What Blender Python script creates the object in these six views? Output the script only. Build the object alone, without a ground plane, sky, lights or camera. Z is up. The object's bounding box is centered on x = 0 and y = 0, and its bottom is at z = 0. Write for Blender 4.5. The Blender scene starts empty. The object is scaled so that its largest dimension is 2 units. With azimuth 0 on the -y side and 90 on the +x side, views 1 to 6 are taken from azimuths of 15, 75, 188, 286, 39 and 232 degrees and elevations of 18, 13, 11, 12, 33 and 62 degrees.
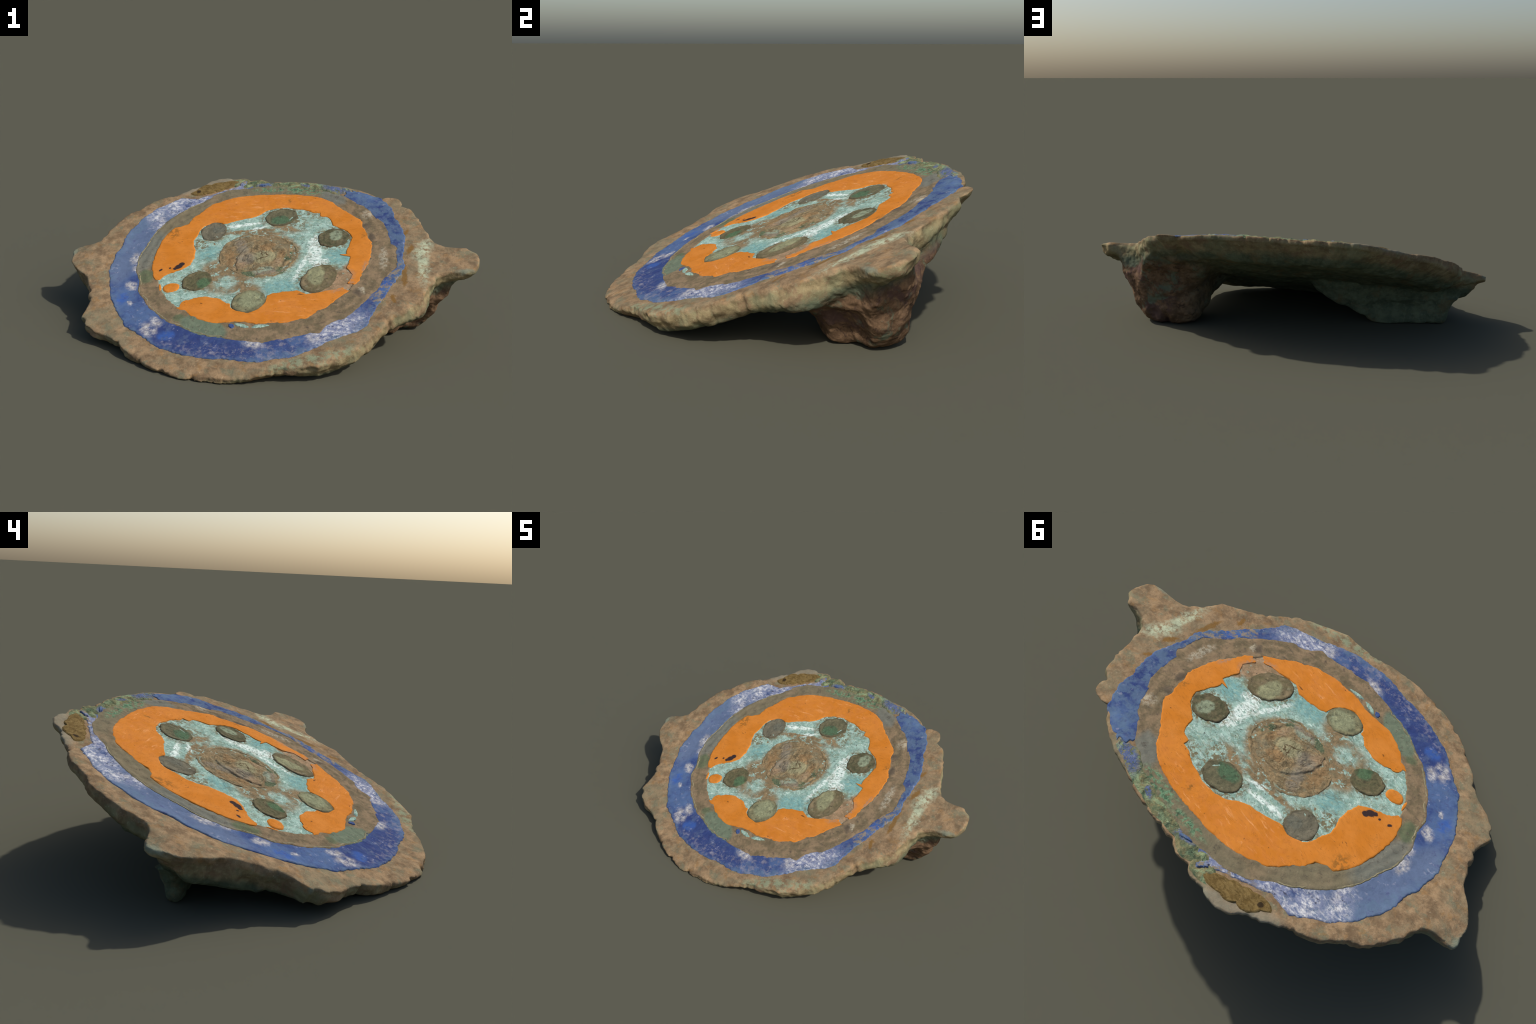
# Ancient enamelled disc brooch: a cast bronze disc with two side lugs, concentric enamel fields on
# the face (blue ring, metal ring, orange field, turquoise field, six studs, raised boss) and a
# pin hinge and a catch plate on the back, on which it rests tilted.
import bpy, math, random
from mathutils import Vector, Matrix, noise
random.seed(7)

# ------------------------------------------------------------------ frame of the tilted face
N = Vector((-0.0517, -0.3480, 0.9361)).normalized()
E1 = (Vector((1, 0, 0)) - N[0] * N).normalized()
E2 = N.cross(E1)
ORG = Vector((0.0, 0.05, 0.3105)) - 0.004 * N
FACE = Matrix((E1, E2, N)).transposed().to_4x4()
FACE.translation = ORG
INV = FACE.inverted()

root = bpy.data.objects.new("disc_brooch", None)
bpy.context.collection.objects.link(root)
root["label"] = "ancient round bronze brooch with blue, orange and turquoise enamel"
root["category"] = "brooch"


def fbm(p, s, octv=4, seed=0.0):
    return noise.fractal(Vector((p[0] * s + seed, p[1] * s - seed * 1.7, p[2] * s + seed * 0.3)), 1.0, 2.0, octv)


def smooth(a, b, x):
    t = min(1.0, max(0.0, (x - a) / (b - a)))
    return t * t * (3 - 2 * t)


def lerp(a, b, t):
    return a + (b - a) * t


def make(name, verts, faces, mat, parent=root, frame=FACE, kind=None):
    me = bpy.data.meshes.new(name)
    me.from_pydata([tuple(v) for v in verts], [], faces)
    me.validate()
    for p in me.polygons:
        p.use_smooth = True
    me.materials.append(mat)
    ob = bpy.data.objects.new(name, me)
    bpy.context.collection.objects.link(ob)
    ob.parent = parent
    if parent is root:
        ob.matrix_world = frame
    return ob


class Polar:
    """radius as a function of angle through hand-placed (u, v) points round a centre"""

    def __init__(self, pts, c, jag=0.0, seed=0.0, closed=True):
        self.c, self.jag, self.seed = c, jag, seed
        a = sorted((math.atan2(p[1] - c[1], p[0] - c[0]) % (2 * math.pi), math.hypot(p[0] - c[0], p[1] - c[1])) for p in pts)
        self.a = [a[-1][0] - 2 * math.pi] + [x[0] for x in a] + [a[0][0] + 2 * math.pi]
        self.r = [a[-1][1]] + [x[1] for x in a] + [a[0][1]]

    def raw(self, t):
        t %= 2 * math.pi
        lo, hi = 0, len(self.a) - 1
        while hi - lo > 1:
            m = (lo + hi) // 2
            if self.a[m] <= t:
                lo = m
            else:
                hi = m
        d = self.a[hi] - self.a[lo]
        f = (t - self.a[lo]) / d if d > 1e-9 else 0
        return lerp(self.r[lo], self.r[hi], f)

    def __call__(self, t):
        r = self.raw(t)
        if self.jag:
            p = (math.cos(t) * r, math.sin(t) * r, self.seed)
            r += self.jag * (0.9 * fbm(p, 16, 3, self.seed) + 0.7 * fbm(p, 55, 2, self.seed + 3))
        return r

    def at(self, t, k=1.0):
        r = self(t) * k
        return self.c[0] + r * math.cos(t), self.c[1] + r * math.sin(t)


# ------------------------------------------------------------------ control points (metres, in the face plane)
RIM = [(0.766, 0.234), (0.782, 0.213), (0.806, 0.188), (0.840, 0.172), (0.887, 0.166), (0.940, 0.168), (0.966, 0.152), (0.988, 0.130), (1.000, 0.085), (1.002, 0.040), (0.986, 0.008), (0.952, -0.010), (0.906, -0.019),
       (0.868, -0.028), (0.838, -0.042), (0.815, -0.064), (0.795, -0.130), (0.780, -0.226), (0.735, -0.275), (0.671, -0.345),
       (0.632, -0.420), (0.590, -0.522), (0.543, -0.578), (0.490, -0.620), (0.461, -0.650), (0.401, -0.690),
       (0.333, -0.700), (0.262, -0.715), (0.204, -0.745), (0.126, -0.770), (0.060, -0.800), (-0.016, -0.805),
       (-0.113, -0.806), (-0.169, -0.812), (-0.238, -0.798), (-0.298, -0.777), (-0.375, -0.730), (-0.431, -0.702),
       (-0.499, -0.657), (-0.572, -0.609), (-0.652, -0.584), (-0.706, -0.554), (-0.745, -0.517), (-0.742, -0.460),
       (-0.740, -0.397), (-0.780, -0.326), (-0.800, -0.288), (-0.832, -0.232), (-0.866, -0.208), (-0.913, -0.177),
       (-0.945, -0.145), (-0.971, -0.119), (-0.988, -0.074), (-1.003, -0.022), (-0.999, 0.000), (-0.975, 0.012),
       (-0.949, 0.021), (-0.921, 0.029), (-0.898, 0.042), (-0.878, 0.066), (-0.873, 0.102), (-0.866, 0.152),
       (-0.851, 0.213), (-0.828, 0.284), (-0.792, 0.336), (-0.762, 0.366), (-0.738, 0.414), (-0.714, 0.454),
       (-0.665, 0.486), (-0.630, 0.512), (-0.582, 0.553), (-0.535, 0.598), (-0.489, 0.635), (-0.464, 0.670),
       (-0.429, 0.689), (-0.386, 0.702), (-0.356, 0.697), (-0.344, 0.688), (-0.314, 0.701), (-0.269, 0.702),
       (-0.255, 0.695), (-0.242, 0.681), (-0.212, 0.699), (-0.189, 0.700), (-0.150, 0.685), (-0.130, 0.671), (-0.106, 0.679),
       (-0.052, 0.681), (-0.012, 0.692), (0.019, 0.688), (0.079, 0.685), (0.145, 0.679), (0.236, 0.657), (0.292, 0.652),
       (0.374, 0.629), (0.440, 0.593), (0.490, 0.545), (0.530, 0.505), (0.590, 0.492), (0.652, 0.468), (0.682, 0.403),
       (0.698, 0.385), (0.735, 0.313)]
BLUE_OUT = [(0.349, 0.611), (0.416, 0.597), (0.476, 0.563), (0.522, 0.508), (0.554, 0.465), (0.574, 0.392), (0.601, 0.350),
            (0.629, 0.289), (0.652, 0.223), (0.654, 0.158), (0.660, 0.114), (0.657, 0.063), (0.674, 0.004), (0.664, -0.065),
            (0.633, -0.140), (0.617, -0.215), (0.593, -0.293), (0.571, -0.366), (0.566, -0.424), (0.525, -0.465),
            (0.473, -0.500), (0.416, -0.540), (0.378, -0.583), (0.336, -0.608), (0.310, -0.631), (0.226, -0.668),
            (0.163, -0.691), (0.090, -0.700), (-0.002, -0.694), (-0.073, -0.706), (-0.160, -0.692), (-0.227, -0.685),
            (-0.302, -0.663), (-0.380, -0.620), (-0.461, -0.572), (-0.517, -0.539), (-0.570, -0.475), (-0.628, -0.397),
            (-0.658, -0.350), (-0.696, -0.270), (-0.738, -0.177), (-0.747, -0.111), (-0.754, -0.015), (-0.745, 0.029),
            (-0.758, 0.111), (-0.745, 0.202), (-0.724, 0.283), (-0.702, 0.328), (-0.669, 0.382), (-0.622, 0.436),
            (-0.583, 0.482), (-0.554, 0.479), (-0.523, 0.482), (-0.486, 0.483), (-0.451, 0.510), (-0.403, 0.544), (-0.350, 0.580),
            (-0.318, 0.597), (-0.288, 0.640), (-0.262, 0.657), (-0.243, 0.645), (-0.235, 0.612), (-0.205, 0.612), (-0.142, 0.631)]
BLUE_IN = [(0.239, 0.568), (0.267, 0.558), (0.295, 0.548), (0.340, 0.514), (0.369, 0.486), (0.398, 0.476), (0.438, 0.438),
           (0.463, 0.398), (0.496, 0.358), (0.526, 0.326), (0.545, 0.282), (0.572, 0.220), (0.586, 0.160), (0.622, 0.134),
           (0.618, 0.104), (0.630, 0.035), (0.635, -0.016), (0.605, -0.064), (0.579, -0.122), (0.573, -0.182), (0.547, -0.220),
           (0.518, -0.287), (0.494, -0.328), (0.455, -0.388), (0.415, -0.412), (0.387, -0.439), (0.369, -0.490), (0.329, -0.490),
           (0.284, -0.518), (0.243, -0.539), (0.188, -0.555), (0.137, -0.577), (0.070, -0.573), (0.015, -0.570), (-0.050, -0.563),
           (-0.106, -0.564), (-0.170, -0.550), (-0.243, -0.518), (-0.325, -0.490), (-0.387, -0.446), (-0.453, -0.392),
           (-0.482, -0.352), (-0.533, -0.301), (-0.546, -0.243), (-0.573, -0.190), (-0.599, -0.152), (-0.613, -0.094),
           (-0.629, -0.046), (-0.622, 0.023), (-0.620, 0.093), (-0.610, 0.182), (-0.596, 0.228), (-0.568, 0.285), (-0.527, 0.352),
           (-0.493, 0.407), (-0.445, 0.451), (-0.420, 0.486), (-0.389, 0.525), (-0.344, 0.556), (-0.295, 0.583), (-0.252, 0.592),
           (-0.216, 0.603), (-0.177, 0.617)]
ORANGE_OUT = [(-0.475, -0.225), (-0.510, -0.176), (-0.537, -0.113), (-0.550, -0.044), (-0.555, 0.032), (-0.558, 0.102), (-0.548, 0.160),
              (-0.527, 0.215), (-0.499, 0.224), (-0.466, 0.253), (-0.456, 0.312), (-0.432, 0.345), (-0.413, 0.392), (-0.388, 0.432),
              (-0.348, 0.467), (-0.289, 0.504), (-0.233, 0.523), (-0.200, 0.530), (-0.150, 0.542), (-0.090, 0.545), (-0.025, 0.551),
              (0.048, 0.555), (0.099, 0.548), (0.172, 0.535), (0.251, 0.493), (0.280, 0.458), (0.332, 0.418), (0.382, 0.373),
              (0.428, 0.340), (0.434, 0.300), (0.460, 0.251), (0.478, 0.195), (0.502, 0.170), (0.509, 0.087), (0.510, 0.018),
              (0.502, -0.020), (0.490, -0.106), (0.470, -0.160), (0.453, -0.205), (0.406, -0.271), (0.376, -0.323), (0.348, -0.355),
              (0.295, -0.406), (0.246, -0.432), (0.190, -0.450), (0.149, -0.458), (0.081, -0.466), (0.024, -0.459), (-0.018, -0.464),
              (-0.058, -0.472), (-0.118, -0.484), (-0.178, -0.470), (-0.240, -0.443), (-0.280, -0.413), (-0.321, -0.399),
              (-0.374, -0.358), (-0.430, -0.300)]
ORANGE_NORTH_IN = [(0.452, -0.158), (0.432, -0.143), (0.445, -0.085), (0.406, -0.039), (0.410, 0.047), (0.390, 0.064), (0.354, 0.059),
                   (0.385, 0.095), (0.390, 0.133), (0.396, 0.200), (0.372, 0.237), (0.334, 0.266), (0.284, 0.291), (0.265, 0.333),
                   (0.246, 0.359), (0.207, 0.366), (0.198, 0.392), (0.164, 0.392), (0.110, 0.412), (0.053, 0.422), (0.030, 0.430),
                   (-0.006, 0.424), (-0.043, 0.418), (-0.084, 0.389), (-0.110, 0.353), (-0.147, 0.324), (-0.210, 0.298),
                   (-0.255, 0.272), (-0.278, 0.264), (-0.312, 0.272), (-0.350, 0.256), (-0.372, 0.236), (-0.382, 0.200),
                   (-0.381, 0.149), (-0.388, 0.112), (-0.372, 0.066), (-0.354, 0.036), (-0.343, -0.023), (-0.345, -0.083),
                   (-0.384, -0.130), (-0.423, -0.163), (-0.460, -0.213)]
ORANGE_SOUTH_IN = [(-0.300, -0.352), (-0.262, -0.322), (-0.230, -0.310), (-0.195, -0.304), (-0.131, -0.315), (-0.088, -0.340),
                   (-0.072, -0.342), (-0.064, -0.367), (-0.036, -0.385), (0.025, -0.399), (0.064, -0.369), (0.088, -0.313),
                   (0.084, -0.269), (0.103, -0.253), (0.157, -0.234), (0.212, -0.220), (0.259, -0.241), (0.312, -0.227), (0.372, -0.195),
                   (0.430, -0.180)]
BOSS = [(0.113, 0.141), (0.149, 0.097), (0.166, 0.033), (0.152, -0.035), (0.129, -0.098), (0.092, -0.129), (0.029, -0.136), (-0.036, -0.146),
        (-0.097, -0.130), (-0.160, -0.085), (-0.191, -0.078), (-0.219, -0.033), (-0.230, 0.039), (-0.222, 0.093), (-0.189, 0.148), (-0.150, 0.184),
        (-0.109, 0.188), (-0.050, 0.180), (0.020, 0.176), (0.078, 0.162)]
# broken edge of the raised core inside the boss
CORE = [(0.042, 0.112), (-0.014, 0.139), (-0.067, 0.124), (-0.100, 0.083), (-0.116, 0.035), (-0.125, -0.030), (-0.100, -0.105), (-0.036, -0.084),
        (0.022, -0.070), (0.077, -0.080), (0.092, -0.002), (0.107, 0.044), (0.085, 0.085)]

rim = Polar(RIM, (0, 0))


def face_drop(u, v):
    """the far right edge is worn round where the blue runs out to the rim"""
    t = math.atan2(v, u)
    e = rim.raw(t) - math.hypot(u, v)
    return -0.014 * smooth(0.06, 0.0, e) ** 2 * math.exp(-((t - 0.98) / 0.15) ** 2)


C0 = (-0.05, -0.03)
blue_out, blue_in = Polar(BLUE_OUT, C0, 0.006, 1.0), Polar(BLUE_IN, C0, 0.004, 2.0)


def rim_rise(u, v):
    """the outer border of the face lifts gently, most on the left"""
    t = math.atan2(v + 0.03, u + 0.05)
    b = math.hypot(u + 0.05, v + 0.03) - blue_out.raw(t)      # distance outside the blue ring
    if b < -0.09:
        return 0.0
    g = math.degrees(t) % 360
    return smooth(0.30, 0.14, b) * (0.004 * smooth(-0.03, 0.07, b) * smooth(0.4, -0.1, math.sin(t)) + 0.012 * smooth(-0.085, 0.065, b) * smooth(128, 150, g) * smooth(226, 204, g))


C1 = (-0.02, 0.02)
or_out = Polar(ORANGE_OUT, C1, 0.004, 3.0)
orn_in, ors_in = Polar(ORANGE_NORTH_IN, C1, 0.004, 4.0), Polar(ORANGE_SOUTH_IN, C1, 0.004, 5.0)
ang = lambda p, c: math.atan2(p[1] - c[1], p[0] - c[0])


# ------------------------------------------------------------------ materials
def lin(c):
    f = lambda x: x / 12.92 if x <= 0.04045 else ((x + 0.055) / 1.055) ** 2.4
    return tuple(f(x / 255.0) for x in c) + (1.0,)


class Mat:
    def __init__(self, name, rough=0.6, spec=0.35):
        self.m = bpy.data.materials.new(name)
        self.m.use_nodes = True
        self.t = self.m.node_tree
        self.b = self.t.nodes["Principled BSDF"]
        self.b.inputs["Roughness"].default_value = 0.93
        self.b.inputs["Specular IOR Level"].default_value = spec * 0.12
        tc = self.t.nodes.new("ShaderNodeTexCoord")
        self.co = tc.outputs["Object"]
        w = self.t.nodes.new("ShaderNodeTexNoise")      # domain warp shared by all masks
        w.inputs["Scale"].default_value = 24
        w.inputs["Detail"].default_value = 8
        w.inputs["Roughness"].default_value = 0.68
        self.t.links.new(self.co, w.inputs["Vector"])
        s = self.v("SUBTRACT", w.outputs["Color"], (0.5, 0.5, 0.5))
        self.wvec = s
        self._warp = {}

    def v(self, op, a, b=None):
        n = self.t.nodes.new("ShaderNodeVectorMath")
        n.operation = op
        for i, x in enumerate((a, b)):
            if x is None:
                continue
            if isinstance(x, (tuple, list)):
                n.inputs[i].default_value = x
            elif isinstance(x, (int, float)):
                n.inputs["Scale"].default_value = x
            else:
                self.t.links.new(x, n.inputs[i])
        return n.outputs["Value"] if op in ("LENGTH", "DOT_PRODUCT") else n.outputs["Vector"]

    def f(self, op, a, b=0.0, clamp=False):
        n = self.t.nodes.new("ShaderNodeMath")
        n.operation = op
        n.use_clamp = clamp
        for i, x in enumerate((a, b)):
            if isinstance(x, (int, float)):
                n.inputs[i].default_value = x
            else:
                self.t.links.new(x, n.inputs[i])
        return n.outputs[0]

    def warp(self, amp):
        if amp not in self._warp:
            n = self.t.nodes.new("ShaderNodeVectorMath")
            n.operation = "MULTIPLY_ADD"
            self.t.links.new(self.wvec, n.inputs[0])
            n.inputs[1].default_value = (amp, amp, amp)
            self.t.links.new(self.co, n.inputs[2])
            self._warp[amp] = n.outputs[0]
        return self._warp[amp]

    def noise(self, scale, detail=5, rough=0.6, dist=0.0, offset=(0, 0, 0), stretch=(1, 1, 1)):
        mp = self.t.nodes.new("ShaderNodeMapping")
        mp.inputs["Location"].default_value = offset
        mp.inputs["Scale"].default_value = stretch
        self.t.links.new(self.co, mp.inputs["Vector"])
        n = self.t.nodes.new("ShaderNodeTexNoise")
        n.inputs["Scale"].default_value = scale
        n.inputs["Detail"].default_value = detail
        n.inputs["Roughness"].default_value = rough
        n.inputs["Distortion"].default_value = dist
        self.t.links.new(mp.outputs[0], n.inputs["Vector"])
        return n.outputs["Fac"]

    def voro(self, scale, feature="F1", warp=0.02):
        n = self.t.nodes.new("ShaderNodeTexVoronoi")
        n.feature = feature
        n.inputs["Scale"].default_value = scale
        self.t.links.new(self.warp(warp), n.inputs["Vector"])
        return n

    def ramp(self, fac, lo, hi):
        n = self.t.nodes.new("ShaderNodeMapRange")
        n.interpolation_type = "SMOOTHSTEP"
        n.inputs["From Min"].default_value = lo
        n.inputs["From Max"].default_value = hi
        self.t.links.new(fac, n.inputs["Value"])
        return n.outputs[0]

    def patch(self, c, r, rot=0.0, soft=0.5, warp=0.05):
        """soft elliptical patch on the face, centre c, radii r, turned by rot degrees, with ragged edge"""
        mp = self.t.nodes.new("ShaderNodeMapping")
        mp.vector_type = "TEXTURE"
        mp.inputs["Location"].default_value = (c[0], c[1], 0)
        mp.inputs["Rotation"].default_value = (0, 0, math.radians(rot))
        mp.inputs["Scale"].default_value = (r[0], r[1], 1000)
        self.t.links.new(self.warp(warp), mp.inputs["Vector"])
        return self.ramp(self.v("LENGTH", mp.outputs[0]), 1 + soft * 0.5, 1 - soft * 0.5)

    def any(self, masks):
        m = masks[0]
        for x in masks[1:]:
            m = self.f("MAXIMUM", m, x)
        return m

    def mix(self, fac, a, b):
        n = self.t.nodes.new("ShaderNodeMix")
        n.data_type = "RGBA"
        for s, x in ((n.inputs[0], fac), (n.inputs[6], a), (n.inputs[7], b)):
            if isinstance(x, (int, float)):
                s.default_value = x
            elif isinstance(x, (tuple, list)):
                s.default_value = lin(x)
            else:
                self.t.links.new(x, s)
        return n.outputs[2]

    def colour_mul(self, col, fac):
        n = self.t.nodes.new("ShaderNodeVectorMath")
        n.operation = "SCALE"
        self.t.links.new(col, n.inputs[0])
        self.t.links.new(fac, n.inputs["Scale"])
        return n.outputs[0]

    def done(self, col, bump=None, strength=0.4, dist=0.01):
        self.t.links.new(col, self.b.inputs["Base Color"])
        if bump is not None:
            n = self.t.nodes.new("ShaderNodeBump")
            n.inputs["Strength"].default_value = strength
            n.inputs["Distance"].default_value = dist
            self.t.links.new(bump, n.inputs["Height"])
            self.t.links.new(n.outputs[0], self.b.inputs["Normal"])
        return self.m


def shade(M, col, scale=14, lo=0.86, hi=1.14, off=(3, 1, 2)):
    """uneven tone: multiplies the colour by broad and fine noise"""
    n = M.noise(scale, 9, 0.75, 0.15, off)
    mr = M.t.nodes.new("ShaderNodeMapRange")
    mr.inputs["From Min"].default_value = 0.3
    mr.inputs["From Max"].default_value = 0.7
    mr.inputs["To Min"].default_value = lo
    mr.inputs["To Max"].default_value = hi
    M.t.links.new(n, mr.inputs["Value"])
    return M.colour_mul(col, mr.outputs[0])


def bronze(name, brown=0.0):
    """corroded bronze: tan crust on the face, olive tones on the sides, darker green on the back"""
    M = Mat(name, 0.7, 0.25)
    big, mid, fine = M.noise(5, 6, 0.65, 0.3), M.noise(17, 7, 0.72, 0.15, (5, 2, 1)), M.noise(70, 5, 0.72, 0.2, (1, 7, 3))
    col = M.mix(M.ramp(mid, 0.36, 0.64), (116, 96, 73), (158, 132, 100))
    col = M.mix(M.f("MULTIPLY", M.ramp(big, 0.48, 0.64), 0.65), col, (126, 118, 94))
    col = M.mix(M.f("MULTIPLY", M.ramp(M.noise(13, 7, 0.72, 0.2, (7, 7, 2)), 0.53, 0.63), 0.65), col, (114, 116, 94))
    col = M.mix(M.f("MULTIPLY", M.ramp(M.noise(15, 6, 0.7, 0.2, (2, 9, 4)), 0.54, 0.66), 0.6), col, (148, 114, 74))
    col = M.mix(M.f("MULTIPLY", M.ramp(fine, 0.56, 0.72), 0.5), col, (176, 160, 130))
    col = M.mix(M.f("MULTIPLY", M.ramp(M.noise(44, 5, 0.7, 0.2, (9, 3, 4)), 0.56, 0.70), 0.5), col, (98, 82, 66))
    # face-only patches
    pale = M.any([M.patch((0.745, 0.135), (0.034, 0.075), -12, 1.3, 0.09), M.patch((0.762, -0.010), (0.022, 0.10), 6, 1.5, 0.09)])
    pale = M.f("MULTIPLY", M.f("MULTIPLY", pale, 0.85), M.ramp(M.noise(32, 6, 0.75), 0.38, 0.56))
    col = M.mix(pale, col, (188, 196, 164))
    ochre = M.any([M.patch((0.682, -0.065), (0.012, 0.085), 6, 0.6), M.patch((0.655, -0.236), (0.012, 0.03), 15, 0.6),
                   M.patch((0.682, 0.127), (0.012, 0.035), -8, 0.6), M.patch((0.645, 0.262), (0.012, 0.03), -20, 0.6)])
    col = M.mix(M.f("MULTIPLY", ochre, 0.8), col, (128, 94, 48))
    green = M.any([M.patch((0.33, -0.67), (0.16, 0.03), 28, 1.0), M.patch((0.46, -0.62), (0.10, 0.03), 40, 1.0)])
    green = M.f("MULTIPLY", green, M.ramp(M.noise(24, 6, 0.75, 0.2, (8, 1, 3)), 0.42, 0.58))
    col = M.mix(M.f("MULTIPLY", green, 0.7), col, (140, 152, 122))
    tips = M.any([M.patch((-1.0, -0.05), (0.025, 0.08), 0, 1.0), M.patch((-0.765, -0.53), (0.03, 0.04), 30, 1.0),
                  M.patch((0.965, -0.02), (0.05, 0.025), 0, 1.0)])
    col = M.mix(M.f("MULTIPLY", tips, 0.65), col, (126, 140, 122))
    grey = M.any([M.patch((-0.50, 0.60), (0.12, 0.03), 38, 0.9), M.patch((-0.40, 0.68), (0.08, 0.025), 20, 0.9)])
    col = M.mix(M.f("MULTIPLY", grey, 0.65), col, (136, 132, 114))
    # sides and back: other hues, the back darker and greener
    sep = M.t.nodes.new("ShaderNodeSeparateXYZ")
    M.t.links.new(M.warp(0.05), sep.inputs[0])
    back = M.ramp(sep.outputs[2], -0.006, -0.022)
    pat = M.mix(M.ramp(mid, 0.36, 0.62), (118, 102, 76), (150, 135, 101))
    pat = M.mix(M.f("MULTIPLY", M.ramp(big, 0.48, 0.62), 0.6), pat, (118, 122, 94))
    pat = M.mix(M.f("MULTIPLY", M.ramp(fine, 0.56, 0.70), 0.5), pat, (162, 160, 126))
    pat = M.mix(M.f("MULTIPLY", M.ramp(M.noise(11, 5, 0.7, 0.3, (4, 4, 9)), 0.52, 0.64), 0.7), pat, (128, 102, 80))
    under = M.mix(M.ramp(mid, 0.38, 0.62), (74, 86, 70), (98, 108, 86))
    under = M.mix(M.f("MULTIPLY", M.ramp(M.noise(9, 6, 0.7, 0.3, (1, 4, 9)), 0.52, 0.64), 0.7), under, (104, 92, 66))
    under = M.mix(M.f("MULTIPLY", M.ramp(fine, 0.58, 0.70), 0.5), under, (118, 136, 112))
    pat = M.mix(M.f("MULTIPLY", M.ramp(sep.outputs[2], -0.050, -0.085), 0.9), pat, under)
    # the hinge side is browner
    hx = M.ramp(sep.outputs[0], 0.20, 0.55)
    red = M.mix(M.ramp(mid, 0.38, 0.62), (90, 71, 54), (124, 99, 76))
    red = M.mix(M.f("MULTIPLY", M.ramp(M.noise(26, 5, 0.7, 0.8, (2, 8, 1)), 0.56, 0.66), 0.8), red, (66, 52, 44))
    red = M.mix(M.f("MULTIPLY", M.ramp(M.noise(7, 5, 0.7, 0.3, (3, 2, 9)), 0.50, 0.60), 0.8), red, (84, 66, 62))
    red = M.mix(M.f("MULTIPLY", M.ramp(M.noise(6, 6, 0.7, 0.3, (9, 2, 3)), 0.52, 0.60), 0.8), red, (98, 108, 90))
    deep = M.ramp(sep.outputs[2], -0.06, -0.13)
    pat = M.mix(M.f("MULTIPLY", hx, deep), pat, red)
    col = M.mix(back, col, pat)
    bump = M.f("ADD", M.f("MULTIPLY", mid, 1.0), M.f("MULTIPLY", fine, 0.35))
    return M.done(shade(M, col, 30), bump, 0.5, 0.012)


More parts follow.
